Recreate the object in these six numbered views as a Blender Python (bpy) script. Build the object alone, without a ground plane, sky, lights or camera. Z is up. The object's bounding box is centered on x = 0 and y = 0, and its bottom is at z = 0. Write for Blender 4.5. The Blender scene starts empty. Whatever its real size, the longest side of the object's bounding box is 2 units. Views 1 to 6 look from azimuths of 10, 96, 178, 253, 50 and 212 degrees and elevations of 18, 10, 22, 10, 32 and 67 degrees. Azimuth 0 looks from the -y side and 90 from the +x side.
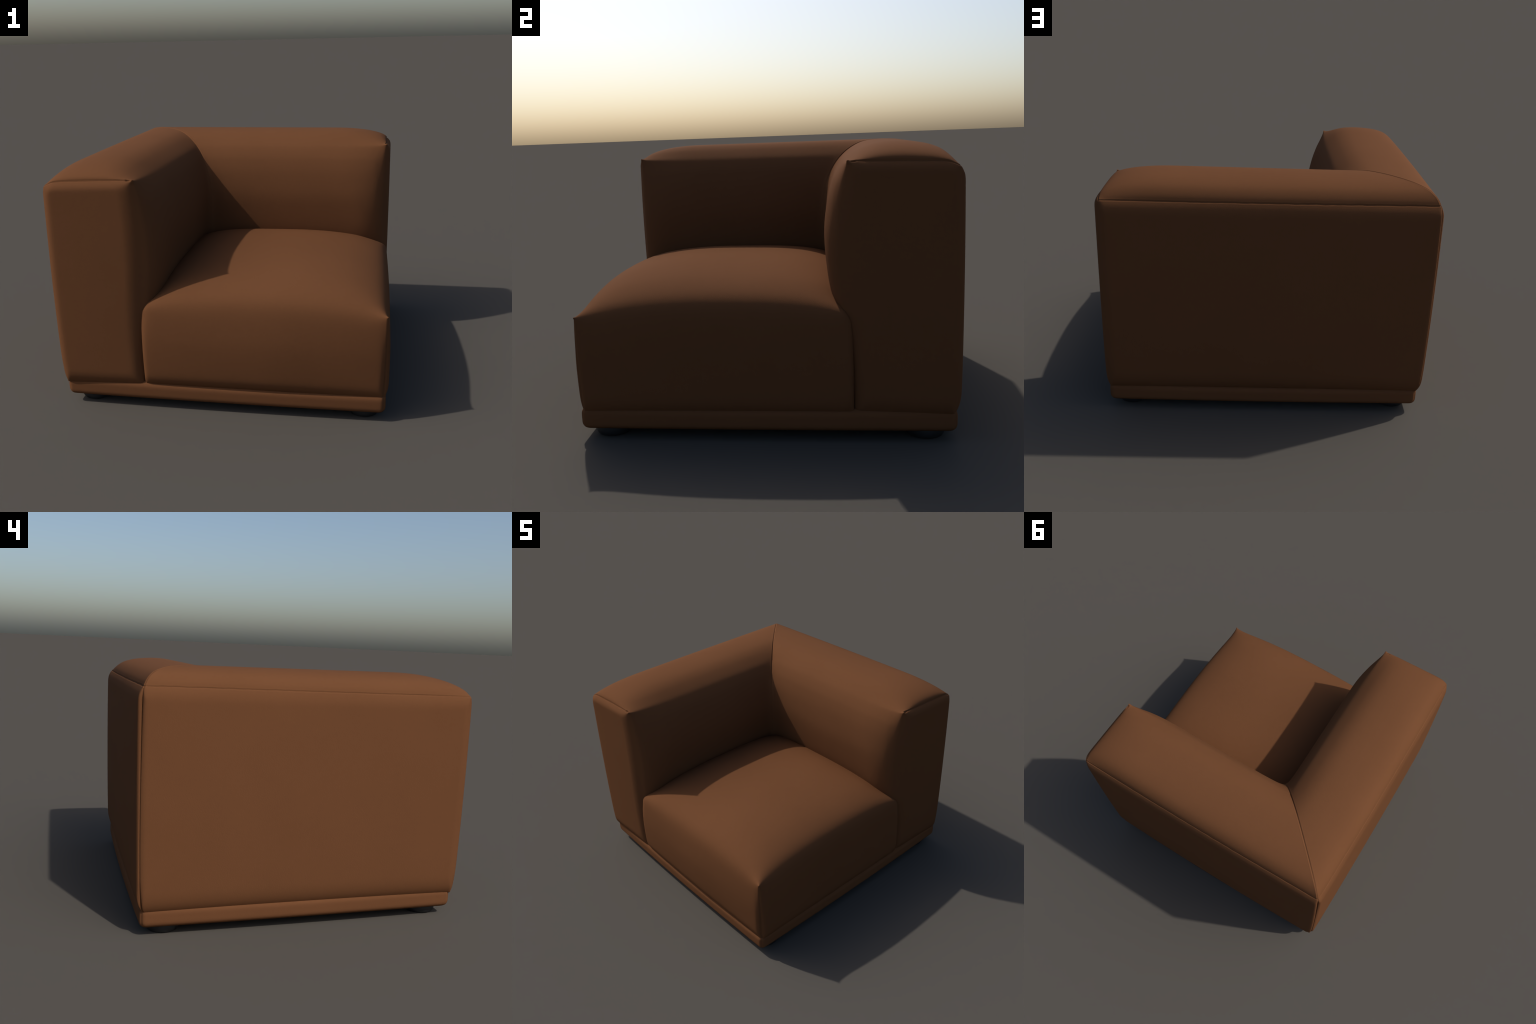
# Leather corner armchair module: two puffed cushions (armrest + backrest) mitred
# into an L, a crowned seat cushion, an upholstered plinth and four black feet.
import bpy, bmesh, math
import numpy as np
from mathutils import Vector, kdtree

# ------------------------------------------------------------------ helpers
def clustered(n, k=0.88):
    """0..1 parameters packed towards both ends, so seams get fine cells."""
    s = np.linspace(0.0, 1.0, n)
    return s - k * np.sin(2 * np.pi * s) / (2 * np.pi)

def curve(points, params):
    """Smooth monotone-ish curve through control points, sampled by arc length."""
    p = np.array(points, float)
    # Catmull-Rom oversampling
    q = np.vstack([2 * p[0] - p[1], p, 2 * p[-1] - p[-2]])
    out = []
    for i in range(1, len(q) - 2):
        a, b, c, d = q[i - 1], q[i], q[i + 1], q[i + 2]
        # centripetal knots avoid overshoot
        t0 = 0.0
        t1 = t0 + max(np.linalg.norm(b - a), 1e-6) ** 0.5
        t2 = t1 + max(np.linalg.norm(c - b), 1e-6) ** 0.5
        t3 = t2 + max(np.linalg.norm(d - c), 1e-6) ** 0.5
        for t in np.linspace(t1, t2, 24, endpoint=False):
            a1 = (t1 - t) / (t1 - t0) * a + (t - t0) / (t1 - t0) * b
            a2 = (t2 - t) / (t2 - t1) * b + (t - t1) / (t2 - t1) * c
            a3 = (t3 - t) / (t3 - t2) * c + (t - t2) / (t3 - t2) * d
            b1 = (t2 - t) / (t2 - t0) * a1 + (t - t0) / (t2 - t0) * a2
            b2 = (t3 - t) / (t3 - t1) * a2 + (t - t1) / (t3 - t1) * a3
            out.append((t2 - t) / (t2 - t1) * b1 + (t - t1) / (t2 - t1) * b2)
    out.append(p[-1])
    out = np.array(out)
    s = np.concatenate([[0], np.cumsum(np.linalg.norm(np.diff(out, axis=0), axis=1))])
    s /= s[-1]
    return np.stack([np.interp(params, s, out[:, k]) for k in range(out.shape[1])], 1)

def roll_off(d, radius):
    """Rounded edge: 1 on the edge (45 degree point of the arc), 0 where the arc ends."""
    s = np.clip(0.7071 * radius - d, 0.0, None)
    return (1 - np.sqrt(np.clip(1 - (s / radius) ** 2, 0, 1))) / 0.29289

def combine(*shapes):
    acc = 0.0
    for s in shapes:
        acc = acc + np.abs(s) ** 4
    return np.minimum(acc ** 0.25, 1.0)

def puff(d, length, p=2.0, q=0.45):
    """How far a stuffed sheet has risen at distance d from the seam that holds it."""
    u = np.clip(1 - d / length, 0, 1)
    return np.clip(1 - u ** p, 0, 1) ** q

class Shell:
    """Collects grid patches and welds them into one mesh."""
    def __init__(self):
        self.v, self.f, self.tag = [], [], []
        self.n = 0
    def grid(self, P, tag=0):
        a, b = P.shape[:2]
        idx = self.n + np.arange(a * b).reshape(a, b)
        self.v.append(P.reshape(-1, 3))
        q = np.stack([idx[:-1, :-1], idx[1:, :-1], idx[1:, 1:], idx[:-1, 1:]], -1).reshape(-1, 4)
        self.f.append(q)
        self.tag += [tag] * len(q)
        self.n += a * b
    def bmesh(self):
        bm = bmesh.new()
        vs = [bm.verts.new(c) for c in np.vstack(self.v)]
        lay = bm.faces.layers.int.new("piece")
        for q, t in zip(np.vstack(self.f), self.tag):
            f = bm.faces.new([vs[i] for i in q])
            f[lay] = t
            f.smooth = True
        bmesh.ops.remove_doubles(bm, verts=bm.verts, dist=2e-5)
        bmesh.ops.recalc_face_normals(bm, faces=bm.faces)
        bm.normal_update()
        return bm

def relax(bm, steps, held, weight=0.5):
    """Light Laplacian relaxation; vertices near held curves stay."""
    bm.verts.ensure_lookup_table()
    bm.verts.index_update()
    co = np.array([v.co for v in bm.verts])
    e = np.array([[x.verts[0].index, x.verts[1].index] for x in bm.edges])
    n = len(co)
    free = held(co)
    # padded neighbour table of the moving vertices only
    move = np.where(free > 1e-3)[0]
    both = np.vstack([e, e[:, ::-1]])
    both = both[np.argsort(both[:, 0], kind="stable")]
    deg = np.bincount(both[:, 0], minlength=n)
    start = np.concatenate([[0], np.cumsum(deg)[:-1]])
    cap = 6
    move = move[deg[move] <= cap]
    k = np.arange(cap)[None, :]
    ok = k < deg[move][:, None]
    nb = np.where(ok, both[np.minimum(start[move][:, None] + k, len(both) - 1), 1], n)
    co = np.vstack([co, np.zeros((1, 3))])
    w = (free[move] * weight)[:, None]
    d = deg[move][:, None]
    for _ in range(steps):
        co[move] += w * (co[nb].sum(1) / d - co[move])
    co = co[:-1]
    for v, c in zip(bm.verts, co):
        v.co = c
    bm.normal_update()

def distance_to(points):
    """Distance lookup from vertex coordinates to a densely sampled curve."""
    p = np.asarray(points, float)
    s = np.concatenate([[0], np.cumsum(np.linalg.norm(np.diff(p, axis=0), axis=1))])
    t = np.linspace(0, s[-1], max(int(s[-1] / 0.005), 8))
    p = np.stack([np.interp(t, s, p[:, k]) for k in range(3)], 1)
    kd = kdtree.KDTree(len(p))
    for i, c in enumerate(p):
        kd.insert(c, i)
    kd.balance()
    return lambda co: np.array([kd.find(c)[2] for c in co])

def seam(bm, line, depth, width, depth_along=None):
    """Press a stitched seam (a narrow groove) into the surface along a polyline."""
    line = np.asarray(line, float)
    seg = np.linalg.norm(np.diff(line, axis=0), axis=1)
    s = np.concatenate([[0], np.cumsum(seg)])
    m = max(int(s[-1] / 0.002), 8)
    t = np.linspace(0, s[-1], m)
    dense = np.stack([np.interp(t, s, line[:, k]) for k in range(3)], 1)
    kd = kdtree.KDTree(m)
    for i, c in enumerate(dense):
        kd.insert(c, i)
    kd.balance()
    moves = []
    for v in bm.verts:
        c, i, d = kd.find(v.co)
        if d < width * 3.2:
            k = depth if depth_along is None else depth_along(t[i] / s[-1])
            # groove with a faint raised welt on both sides
            g = math.exp(-(d / width) ** 2) - 0.12 * math.exp(-((d - 2.0 * width) / (0.8 * width)) ** 2)
            moves.append((v, v.normal * (-k * g)))
    for v, off in moves:
        v.co += off
    bm.normal_update()

def finish(bm, name, material, parent):
    me = bpy.data.meshes.new(name)
    bm.to_mesh(me)
    bm.free()
    me.materials.append(material)
    ob = bpy.data.objects.new(name, me)
    bpy.context.scene.collection.objects.link(ob)
    ob.parent = parent
    return ob

# ---------------------------------------------------------------- materials
def leather_material():
    m = bpy.data.materials.new("brown_leather")
    m.use_nodes = True
    nt = m.node_tree
    N, L = nt.nodes, nt.links
    bsdf = N["Principled BSDF"]
    tc = N.new("ShaderNodeTexCoord")
    cloud = N.new("ShaderNodeTexNoise")
    cloud.inputs["Scale"].default_value = 3.0
    cloud.inputs["Detail"].default_value = 5.0
    L.new(tc.outputs["Object"], cloud.inputs["Vector"])
    fine = N.new("ShaderNodeTexNoise")
    fine.inputs["Scale"].default_value = 60.0
    fine.inputs["Detail"].default_value = 4.0
    L.new(tc.outputs["Object"], fine.inputs["Vector"])
    mix = N.new("ShaderNodeMath")
    mix.operation = 'MULTIPLY_ADD'
    mix.inputs[1].default_value = 0.4
    L.new(fine.outputs["Fac"], mix.inputs[0])
    half = N.new("ShaderNodeMath")
    half.operation = 'MULTIPLY'
    half.inputs[1].default_value = 0.6
    L.new(cloud.outputs["Fac"], half.inputs[0])
    L.new(half.outputs[0], mix.inputs[2])
    ramp = N.new("ShaderNodeValToRGB")
    ramp.color_ramp.elements[0].position = 0.25
    ramp.color_ramp.elements[0].color = LEATHER_DARK
    ramp.color_ramp.elements[1].position = 0.75
    ramp.color_ramp.elements[1].color = LEATHER_LIGHT
    L.new(mix.outputs[0], ramp.inputs["Fac"])
    L.new(ramp.outputs["Color"], bsdf.inputs["Base Color"])
    bsdf.inputs["Roughness"].default_value = LEATHER_ROUGH
    bsdf.inputs["Specular IOR Level"].default_value = LEATHER_SPEC
    cell = N.new("ShaderNodeTexVoronoi")
    cell.inputs["Scale"].default_value = 170.0
    L.new(tc.outputs["Object"], cell.inputs["Vector"])
    bump = N.new("ShaderNodeBump")
    bump.inputs["Strength"].default_value = 0.08
    bump.inputs["Distance"].default_value = 0.002
    L.new(cell.outputs["Distance"], bump.inputs["Height"])
    L.new(bump.outputs["Normal"], bsdf.inputs["Normal"])
    return m

def foot_material():
    m = bpy.data.materials.new("black_plastic")
    m.use_nodes = True
    nt = m.node_tree
    bsdf = nt.nodes["Principled BSDF"]
    tc = nt.nodes.new("ShaderNodeTexCoord")
    no = nt.nodes.new("ShaderNodeTexNoise")
    no.inputs["Scale"].default_value = 40.0
    nt.links.new(tc.outputs["Object"], no.inputs["Vector"])
    ramp = nt.nodes.new("ShaderNodeValToRGB")
    ramp.color_ramp.elements[0].color = (0.006, 0.006, 0.007, 1)
    ramp.color_ramp.elements[1].color = (0.009, 0.009, 0.010, 1)
    nt.links.new(no.outputs["Fac"], ramp.inputs["Fac"])
    nt.links.new(ramp.outputs["Color"], bsdf.inputs["Base Color"])
    bsdf.inputs["Roughness"].default_value = 0.6
    return m

LEATHER_DARK = (0.127, 0.0538, 0.0236, 1)
LEATHER_LIGHT = (0.137, 0.0582, 0.0258, 1)
LEATHER_ROUGH = 0.85
LEATHER_SPEC = 0.02

# --------------------------------------------------- armrest / backrest body
# Local frame of one cushion: a = along its length (mitre -> free end),
# t = across (seat side small, outer side large), z = up.
SEAM_T, SEAM_Z = 0.955, 1.355
BOT_Z = 0.142
NZ, NW, NL = 110, 70, 150
PINCH = (0.421, 1.379)             # where the shoulder of the roll meets the tip

TOP_MID = [(SEAM_T, SEAM_Z), (0.940, 1.388), (0.900, 1.428), (0.828, 1.455), (0.736, 1.468),
           (0.650, 1.471), (0.560, 1.460), (0.484, 1.427), PINCH]
TOP_END = [(SEAM_T, SEAM_Z), (0.90, 1.374), (0.75, 1.382), (0.60, 1.386), (0.440, 1.389)]
IN_MID = [(0.455, BOT_Z), (0.445, 0.25), (0.408, 0.45), (0.356, 0.66), (0.329, 0.78), (0.314, 0.92),
          (0.310, 1.05), (0.330, 1.19), (0.353, 1.265), (0.381, 1.327), PINCH]
IN_END = [(0.455, BOT_Z), (0.448, 0.45), (0.434, 0.65), (0.422, 0.80), (0.416, 0.97),
          (0.416, 1.10), (0.422, 1.25), (0.440, 1.389)]

def split_roll(sw, sz):
    """One smooth roll from outer seam over the top and down the seat side, cut at the shoulder."""
    dense = curve(TOP_MID + IN_MID[-2::-1], np.linspace(0, 1, 3000))
    k = int(np.argmin(np.linalg.norm(dense - np.array(PINCH), axis=1)))
    return curve_poly(dense[:k + 1], sw), curve_poly(dense[k:][::-1], sz)

def curve_poly(p, params):
    s = np.concatenate([[0], np.cumsum(np.linalg.norm(np.diff(p, axis=0), axis=1))])
    return np.stack([np.interp(params, s / s[-1], p[:, k]) for k in range(2)], 1)

def cushion(shell, tag, place, A_TIP, panel, cap, firm):
    sz, sw, sl = clustered(NZ), clustered(NW), clustered(NL)
    v = sl[:, None]
    # the end panel is sewn on slightly askew: its outer side reaches further
    end_at = lambda t: A_TIP + 0.014 * np.clip((t - 0.44) / 0.515, 0, 1)
    A_END = end_at(SEAM_T)

    def sheet(mid, end, drop=0.0):
        d = (1 - v) * (A_END + mid[None, :, 0])
        # the seat side fills out faster below the shoulder than the top does
        below = np.clip((PINCH[1] - mid[None, :, 1]) / 0.45, 0, 1)
        g = puff(d, 0.37 - drop * below, 2.0, 0.45)
        t = end[None, :, 0] + (mid[None, :, 0] - end[None, :, 0]) * g
        z = end[None, :, 1] + (mid[None, :, 1] - end[None, :, 1]) * g
        if drop:                # soft fillet where both cushions meet inside the corner
            t = t - 0.022 * np.clip(2.5 * below, 0, 1) * np.exp(-v * 1.3 / 0.045)
            # one cushion is stuffed firmer than the other away from the corner
            k = np.clip(1.6 * below, 0, 1)
            t = t + firm * k * k * (3 - 2 * k) * np.clip(v / 0.25, 0, 1) * g
        a = (1 - v) * (-t) + v * end_at(t)
        return a, t, z

    top_mid, in_mid = split_roll(sw, sz)
    top_end, in_end = curve(TOP_END, sw), curve(IN_END, sz)

    def edge_at(z):         # sewn border of the outer panel
        h = np.clip((z - BOT_Z) / (SEAM_Z - BOT_Z), 0, 1)
        return (SEAM_T - 0.018 * np.clip(1 - (z - BOT_Z) / 0.2, 0, 1) ** 2
                + 0.012 * np.sin(np.pi * h) ** 0.7)

    def lift(a, t, z):      # the outer seam climbs slightly towards the corner
        return z + (0.013 * np.clip((A_END - a) / (A_END + SEAM_T), 0, 1)
                    * np.clip((z - 0.9) / 0.45, 0, 1) * np.clip((t - 0.65) / 0.3, 0, 1))

    bow = 0.008 * np.sin(np.pi * v)         # the outer seam is pushed out by the stuffing
    a, t, z = sheet(top_mid, top_end)
    t = t + bow * np.clip((t - 0.70) / 0.25, 0, 1)
    a = (1 - v) * (-t) + v * end_at(t)
    shell.grid(place(a, t, lift(a, t, z)), tag)
    a, t, z = sheet(in_mid, in_end, 0.17)
    shell.grid(place(a, t, lift(a, t, z)), tag)

    # outer panel
    z = (BOT_Z + (SEAM_Z - BOT_Z) * sz)[None, :] + 0 * v
    a = -SEAM_T + (A_END + SEAM_T) * v + 0 * z
    d_end, d_mitre = A_END - a, a + SEAM_T
    h = np.clip((z - BOT_Z) / (SEAM_Z - BOT_Z), 0, 1)
    swell = np.sin(np.pi * v) ** 0.5 * np.sin(np.pi * h ** 0.9) ** 0.6
    face = panel[0] - 0.008 * (1 - h) ** 2 + (panel[1] - panel[0]) * swell
    shape = combine(roll_off(SEAM_Z - z, 0.11), roll_off(d_end, 0.07),
                    roll_off(d_mitre, 0.06), roll_off(z - BOT_Z, 0.19))
    edge = edge_at(z) + bow * np.clip((z - 1.0) / (SEAM_Z - 1.0), 0, 1)
    t = face + (edge - face) * shape
    a = (1 - v) * (-t) + v * end_at(t)
    shell.grid(place(a, t, lift(a, t, z)), tag)
    t_bot = t[:, 0]

    # underside
    w = sw[None, :]
    t = t_bot[:, None] * (1 - w) + 0.455 * w
    a = (1 - v) * (-t) + v * end_at(t)
    shell.grid(place(a, t, BOT_Z + 0 * t), tag)

    # end panel (transfinite patch over the sewn ring)
    zz, ww = sz[:, None], sw[None, :]
    left = np.stack([edge[-1], BOT_Z + (SEAM_Z - BOT_Z) * sz], 1)[:, None, :]
    right = in_end[:, None, :]
    tp = top_end[None, :, :]
    bt = np.stack([edge[-1, 0] * (1 - sw) + 0.455 * sw, BOT_Z + 0 * sw], 1)[None, :, :]
    Z1, W1 = zz[..., None], ww[..., None]
    P = left * (1 - W1) + right * W1 + bt * (1 - Z1) + tp * Z1 - (
        left[:1] * (1 - W1) * (1 - Z1) + right[:1] * W1 * (1 - Z1)
        + left[-1:] * (1 - W1) * Z1 + right[-1:] * W1 * Z1)
    t, z = P[..., 0], P[..., 1]
    width, height = 0.51 * np.ones_like(t), SEAM_Z - BOT_Z
    shape = combine(roll_off(ww * width, 0.07), roll_off((1 - ww) * width, 0.10),
                    roll_off((1 - zz) * height, 0.07), roll_off(zz * height, 0.13))
    swell = np.sin(np.pi * ww) ** 0.7 * np.sin(np.pi * zz) ** 0.7
    a = end_at(t) + (cap[0] + (cap[1] - cap[0]) * swell) * (1 - shape)
    shell.grid(place(a, t, lift(a, t, z)), tag)

    def line(a, t, z):
        return place(a, t, lift(a, t, z))
    ring_top = line(end_at(top_end[:, 0]), top_end[:, 0], top_end[:, 1])
    aa = np.linspace(-SEAM_T, A_END, 60)
    outer_top = line(aa, SEAM_T + 0.008 * np.sin(np.pi * (aa + SEAM_T) / (A_END + SEAM_T)), SEAM_Z + 0 * aa)
    mitre_top = line(-top_mid[:, 0], top_mid[:, 0], top_mid[:, 1])
    mitre_in = line(-in_mid[::-1, 0], in_mid[::-1, 0], in_mid[::-1, 1])
    zc = np.linspace(BOT_Z, SEAM_Z, 40)
    ec = edge_at(zc)
    corner = line(-ec, ec, zc)
    vs = np.linspace(0.06, 0.93, 60)
    shoulder = line(-PINCH[0] + (A_TIP + PINCH[0]) * vs, PINCH[0] + 0 * vs, PINCH[1] + 0 * vs)
    inner_edge = line(end_at(in_end[:, 0]), in_end[:, 0], in_end[:, 1])
    return dict(shoulder=shoulder, inner_edge=inner_edge, ring_top=ring_top, outer_top=outer_top, mitre_top=mitre_top,
                mitre_in=mitre_in, corner=corner)

def build_surround(leather, parent):
    as_back = lambda a, t, z: np.stack(np.broadcast_arrays(a, t, z), -1)
    as_arm = lambda a, t, z: np.stack(np.broadcast_arrays(-t, -a, z), -1)
    sh = Shell()
    back = cushion(sh, 0, as_back, 0.950, (0.983, 1.000), (0.029, 0.032), 0.007)
    arm = cushion(sh, 1, as_arm, 0.944, (0.977, 0.993), (0.029, 0.034), -0.001)
    bm = sh.bmesh()
    lines = [back["ring_top"], arm["ring_top"], back["outer_top"], arm["outer_top"],
             back["mitre_top"], back["mitre_in"], back["corner"]]
    pins = np.vstack(lines)
    bm.verts.ensure_lookup_table()
    everything = kdtree.KDTree(len(bm.verts))
    for v in bm.verts:
        everything.insert(v.co, v.index)
    everything.balance()
    bm.verts.index_update()
    tracked = {}
    for who, c in (("back", back), ("arm", arm)):
        for key, pts in c.items():
            ids = []
            for p in pts:
                i = everything.find(p)[1]
                if not ids or ids[-1] != i:
                    ids.append(i)
            tracked[who, key] = ids

    def near(co):
        kd = kdtree.KDTree(len(pins))
        for i, c in enumerate(pins):
            kd.insert(c, i)
        kd.balance()
        d = np.array([kd.find(c)[2] for c in co])
        return np.clip(d / 0.03, 0, 1)
    relax(bm, 6, near)
    # the seat-side edge of each end panel has no seam: it rolls over softly below the tip
    for c in (back, arm):
        far = distance_to(c["inner_edge"])
        tip = c["inner_edge"][-1]

        def soft(co, far=far, tip=tip):
            w = np.exp(-(far(co) / 0.07) ** 4)
            w *= np.clip((np.linalg.norm(co - tip, axis=1) - 0.02) / 0.12, 0, 1)
            w *= np.clip((co[:, 2] - 0.3) / 0.4, 0.05, 1)
            return w * near(co) * (co[:, 2] > BOT_Z + 0.01)
        relax(bm, 130, soft)
        ridge = distance_to(c["shoulder"])
        relax(bm, 160, lambda co, r=ridge: np.exp(-(r(co) / 0.07) ** 4) * near(co))
    # the sewn outer corners are stuffed round
    knobs = [back["ring_top"][0], arm["ring_top"][0], back["corner"][-1]]

    def knob(co):
        d = np.min([np.linalg.norm(co - k, axis=1) for k in knobs], axis=0)
        return np.exp(-(d / 0.045) ** 4)
    relax(bm, 45, knob)
    bm.verts.ensure_lookup_table()
    for (who, key), ids in tracked.items():
        (back if who == "back" else arm)[key] = np.array([bm.verts[i].co for i in ids])
    # the gathered tips stick out as small pointed ears
    for c, out in ((back, Vector((0.75, -0.45, 0.45))), (arm, Vector((0.45, -0.75, 0.45)))):
        tip = Vector(c["ring_top"][-1])
        for v in bm.verts:
            d = (v.co - tip).length
            if d < 0.04:
                v.co += out * (0.009 * math.exp(-(d / 0.014) ** 2))
    bm.normal_update()
    # the end seams open a little where they are gathered at the inner tip
    gather = lambda s: 0.0035 * min(1.0, (1.0 - s) / 0.03)
    seam(bm, back["ring_top"], 0.0035, 0.004, gather)
    seam(bm, arm["ring_top"], 0.0035, 0.004, gather)
    # small open pucker where the seam is gathered
    for c in (back, arm):
        r = c["ring_top"]
        k = [i for i in range(len(r)) if 0.014 < np.linalg.norm(r[i] - r[-1]) < 0.032]
        seam(bm, r[k], 0.007, 0.006)
    seam(bm, back["outer_top"], 0.0026, 0.0038)
    seam(bm, arm["outer_top"], 0.0026, 0.0038)
    seam(bm, back["mitre_top"], 0.0038, 0.0042)
    seam(bm, back["mitre_in"], 0.002, 0.004)
    seam(bm, back["corner"], 0.0025, 0.0035)

    # split along the mitre seam into the two cushions
    parts = []
    for tag, name in ((0, "backrest"), (1, "armrest")):
        b2 = bm.copy()
        lay = b2.faces.layers.int["piece"]
        bmesh.ops.delete(b2, geom=[f for f in b2.faces if f[lay] != tag], context='FACES')
        b2.faces.layers.int.remove(b2.faces.layers.int["piece"])
        parts.append(finish(b2, name, leather, parent))
    bm.free()
    return parts

# ---------------------------------------------------------------- seat
IN_EDGE = 0.455
SEAT_X, SEAT_Y = (0.968, 0.985, 0.989), (0.949, 0.976, 1.000)    # sewn edge, wall, belly

def build_seat(leather, parent):
    n = 150
    s = clustered(n, 0.62)
    ze_free, ze_side, ze_in = 0.650, 0.612, 0.612
    crown = 0.222

    def side_shape(q, span):      # q 0..1 along a free side; 0 = inner end, 1 = free corner
        return combine(roll_off(q * span, 0.035), roll_off((1 - q) * span, 0.045))

    def g(q):
        u = np.abs(2 * q - 1)
        free = np.clip(1 - u ** 2.5, 0, 1) ** 0.64
        inner = np.clip(1 - u ** 3.6, 0, 1) ** 0.42
        return np.where(q > 0.5, free, inner)

    P, Q = s[:, None], s[None, :]
    # between the tips the rim swells out and up, so that the edge rolls over softly
    roll = lambda q: np.clip((1 - q) / 0.32, 0, 1) ** 0.75 * np.clip(q / 0.10, 0, 1) ** 0.5
    rim_x = SEAT_X[0] + (SEAT_X[1] - SEAT_X[0]) * roll(Q)
    rim_y = SEAT_Y[0] + (SEAT_Y[1] - SEAT_Y[0]) * roll(P)
    x = -IN_EDGE + (rim_x + IN_EDGE) * P
    y = -(-IN_EDGE + (rim_y + IN_EDGE) * Q)
    ze = (ze_in * (1 - P) * (1 - Q) + ze_side * (P * (1 - Q) + Q * (1 - P)) + ze_free * P * Q)
    swell = lambda q: np.clip((1 - q) / 0.4, 0, 1) ** 0.8 * np.clip(q / 0.12, 0, 1) ** 0.4
    up = 0.070 * swell(P) * Q ** 6 + 0.076 * swell(Q) * P ** 6
    z = ze + up + (crown - 0.5 * up) * g(P) * g(Q) + 0 * x
    sh = Shell()
    rim = np.stack([x, y, z], -1)
    sh.grid(rim)
    # four walls hang from the rim to the underside
    h = clustered(76, 0.5)
    def wall(line, q, outward, reach):
        top = line[:, None, :]
        H = h[None, :]
        Z = top[..., 2] + (BOT_Z - top[..., 2]) * H
        down = top[..., 2] - BOT_Z
        ease = np.clip(H / 0.3, 0, 1)
        ease = ease * ease * (3 - 2 * ease)
        off = 0 * Z
        if reach:
            edge, face, full = reach
            base = np.abs(top @ np.abs(np.array(outward, float)))
            sv = side_shape(q, edge + IN_EDGE)[:, None]
            belly = np.sin(np.pi * q)[:, None] ** 0.5 * np.sin(np.pi * H) ** 0.8
            # towards the free corner the wall flattens into the sewn edge
            fade = np.clip((1 - q) / 0.45, 0, 1)[:, None] ** 0.8
            calm = edge + 0.4 * (face - edge) if reach is SEAT_Y else face
            want = calm + (face - calm) * fade + (full - face) * belly
            shape = combine(sv + 0 * H, roll_off((1 - H) * down, 0.13), roll_off(H * down, 0.20) * (1 - roll(q))[:, None])
            held_at = base + (edge - 0.012 - base) * H ** 2
            off = (want - held_at) * (1 - shape) + held_at - base
            off = off * ease                # every wall starts on the rim
        Pw = np.repeat(top, len(h), 1).copy()
        Pw[..., 2] = Z
        Pw += off[..., None] * np.array(outward, float)
        # the walls taper in together, so that their borders meet
        side = np.array([0, 1, 0] if outward[0] else [-1, 0, 0], float)
        Pw += (0.012 * H ** 2 * ease * q[:, None])[..., None] * side
        sh.grid(Pw)
    wall(rim[-1, :], s, (1, 0, 0), SEAT_X)
    wall(rim[:, -1], s, (0, -1, 0), SEAT_Y)
    wall(rim[0, :], s, (-1, 0, 0), None)
    wall(rim[:, 0], s, (0, 1, 0), None)
    bm = sh.bmesh()
    low = [e for e in bm.edges if e.is_boundary]
    bmesh.ops.holes_fill(bm, edges=low, sides=0)
    bmesh.ops.recalc_face_normals(bm, faces=bm.faces)
    for f in bm.faces:
        f.smooth = True
    bm.normal_update()
    tip = np.array([SEAT_X[0], -SEAT_Y[0], ze_free])
    def held(co):
        d = np.linalg.norm((co - tip)[:, :2], axis=1)
        keep = np.clip(d / 0.06, 0, 1)
        keep = np.where(co[:, 2] < BOT_Z + 0.005, 0, keep)
        return keep
    relax(bm, 30, held)
    far = [distance_to(rim[-1, :]), distance_to(rim[:, -1])]

    def soft(co):
        d = np.minimum(far[0](co), far[1](co))
        w = np.exp(-(d / 0.17) ** 3)
        sewn = np.linalg.norm(co[:, :2] - tip[None, :2], axis=1) + np.clip(co[:, 2] - tip[2], 0, None)
        sewn = np.where(co[:, 2] < tip[2], sewn, np.linalg.norm(co - tip, axis=1))
        inner_end = np.minimum(np.linalg.norm(co[:, :2] - [-IN_EDGE, -SEAT_Y[0]], axis=1),
                               np.linalg.norm(co[:, :2] - [SEAT_X[0], IN_EDGE], axis=1))
        w *= np.clip((inner_end - 0.02) / 0.13, 0.12, 1)
        return w * np.clip((sewn - 0.004) / 0.09, 0, 1) * (co[:, 2] > BOT_Z + 0.01)
    relax(bm, 700, soft)
    inner_corner = [distance_to([(-IN_EDGE, -SEAT_Y[0], BOT_Z), (-IN_EDGE, -SEAT_Y[0], ze_side)]),
                    distance_to([(SEAT_X[0], IN_EDGE, BOT_Z), (SEAT_X[0], IN_EDGE, ze_side)])]
    relax(bm, 14, lambda co: np.exp(-(np.minimum(inner_corner[0](co), inner_corner[1](co)) / 0.06) ** 4)
          * (co[:, 2] > BOT_Z + 0.01))
    # round shoulders of the seat beside the two end panels
    ends = [np.array([-IN_EDGE, -SEAT_Y[0], ze_side]), np.array([SEAT_X[0], IN_EDGE, ze_side])]
    relax(bm, 90, lambda co: np.exp(-(np.min([np.linalg.norm(co - e, axis=1) for e in ends], axis=0) / 0.06) ** 4))
    zc = np.linspace(ze_free - 0.012, BOT_Z, 40)
    k = 0.012 * ((ze_free - zc) / (ze_free - BOT_Z)) ** 2
    seam(bm, np.stack([SEAT_X[0] - k, -(SEAT_Y[0] - k), zc], 1), 0.0045, 0.006)
    return finish(bm, "seat_cushion", leather, parent)

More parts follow.
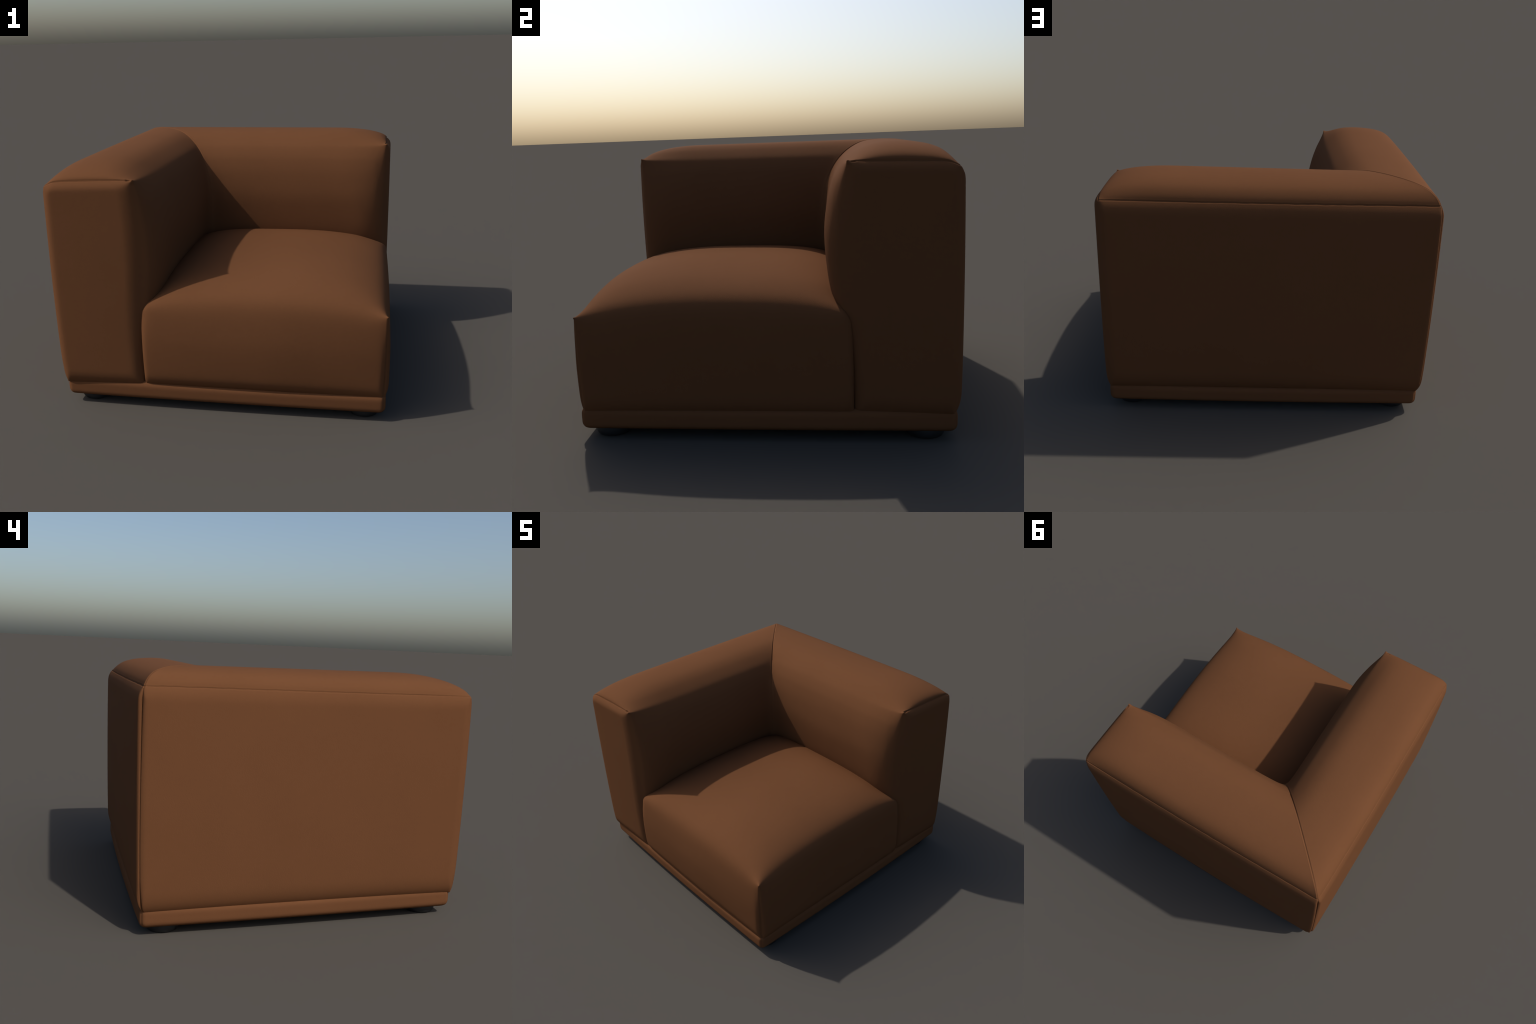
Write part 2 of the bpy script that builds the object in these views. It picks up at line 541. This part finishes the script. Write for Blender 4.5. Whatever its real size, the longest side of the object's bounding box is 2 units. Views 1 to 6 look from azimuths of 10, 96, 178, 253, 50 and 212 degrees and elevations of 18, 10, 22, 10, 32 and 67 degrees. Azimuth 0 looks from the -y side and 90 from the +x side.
# ---------------------------------------------------------------- plinth
def build_plinth(leather, parent):
    x0, x1, y1 = -0.934, 0.960, 0.946
    z0, z1 = 0.053, 0.168
    zs = np.linspace(0, 1, 26)
    n = 60
    s = clustered(n)
    sh = Shell()
    corners = [(x0, -y1), (x1, -y1), (x1, y1), (x0, y1)]
    prof = 1 - np.abs(2 * zs - 1) ** 4.5              # belly of the padded band
    rows_top, rows_bot = [], []
    for i in range(4):
        a, b = np.array(corners[i]), np.array(corners[(i + 1) % 4])
        out = np.array([(b - a)[1], -(b - a)[0]])
        out /= np.linalg.norm(out)
        length = np.linalg.norm(b - a)
        round_ = combine(roll_off(s * length, 0.03), roll_off((1 - s) * length, 0.03))
        base = a[None] * (1 - s[:, None]) + b[None] * s[:, None]
        inset = 0.016 * (1 - prof)[None, :] + 0.009 * round_[:, None] * 0
        P = np.zeros((n, len(zs), 3))
        bow = 0.010 + 0.014 * np.sin(np.pi * s) ** 0.8
        bulge = (bow * (1 - round_))[:, None] * (0.45 + 0.55 * prof)[None, :]
        P[..., :2] = base[:, None, :] + out * bulge[..., None]
        # both walls of a corner share the inset along the diagonal
        mid = np.array([(x0 + x1) / 2, 0.0])
        sgn = np.sign(P[..., :2] - mid)
        along = np.abs(b - a) / length
        # shrink across the wall everywhere, along it only near the ends
        P[..., :2] -= out * inset[..., None]
        lenw = (1 - 2 * s)[:, None] * inset
        P[..., :2] += ((b - a) / length) * lenw[..., None]
        P[..., 2] = z0 + (z1 - z0) * zs[None, :]
        sh.grid(P)
    bm = sh.bmesh()
    bmesh.ops.holes_fill(bm, edges=[e for e in bm.edges if e.is_boundary], sides=0)
    bmesh.ops.recalc_face_normals(bm, faces=bm.faces)
    for f in bm.faces:
        f.smooth = len(f.verts) == 4
    bm.normal_update()
    for cx, cy in corners:
        zz = np.linspace(z0 + 0.015, z1, 12)
        seam(bm, np.stack([cx + 0 * zz, cy + 0 * zz, zz], 1), 0.003, 0.005)
    return finish(bm, "plinth", leather, parent)

# ---------------------------------------------------------------- feet
def build_feet(black, parent):
    prof = [(0.0, 0.0), (0.080, 0.0), (0.088, 0.004), (0.095, 0.016), (0.099, 0.034),
            (0.099, 0.052), (0.097, 0.070), (0.0, 0.070)]
    seg = 48
    sh = Shell()
    p = np.array([curve(prof[1:7], np.linspace(0, 1, 16))]).reshape(-1, 2)
    p = np.vstack([[1e-4, 0.0], p, [1e-4, 0.070]])
    ang = np.linspace(0, 2 * np.pi, seg + 1)
    P = np.stack([p[:, None, 0] * np.cos(ang), p[:, None, 0] * np.sin(ang), p[:, None, 1] + 0 * ang], -1)
    sh.grid(P)
    bm = sh.bmesh()
    first = finish(bm, "foot", black, parent)
    first.data.set_sharp_from_angle(angle=math.radians(50))
    for i, (x, y) in enumerate([(-0.807, -0.818), (0.845, -0.818), (0.845, 0.812), (-0.807, 0.812)]):
        ob = first if i == 0 else first.copy()
        if i:
            bpy.context.scene.collection.objects.link(ob)
        ob.location = (x, y, 0.0)

# ---------------------------------------------------------------- assemble
root = bpy.data.objects.new("corner_armchair", None)
bpy.context.scene.collection.objects.link(root)
root["label"] = "low boxy brown leather corner armchair with plump cushions"
root["category"] = "armchair"
leather = leather_material()
black = foot_material()
build_surround(leather, root)
build_seat(leather, root)
build_plinth(leather, root)
build_feet(black, root)
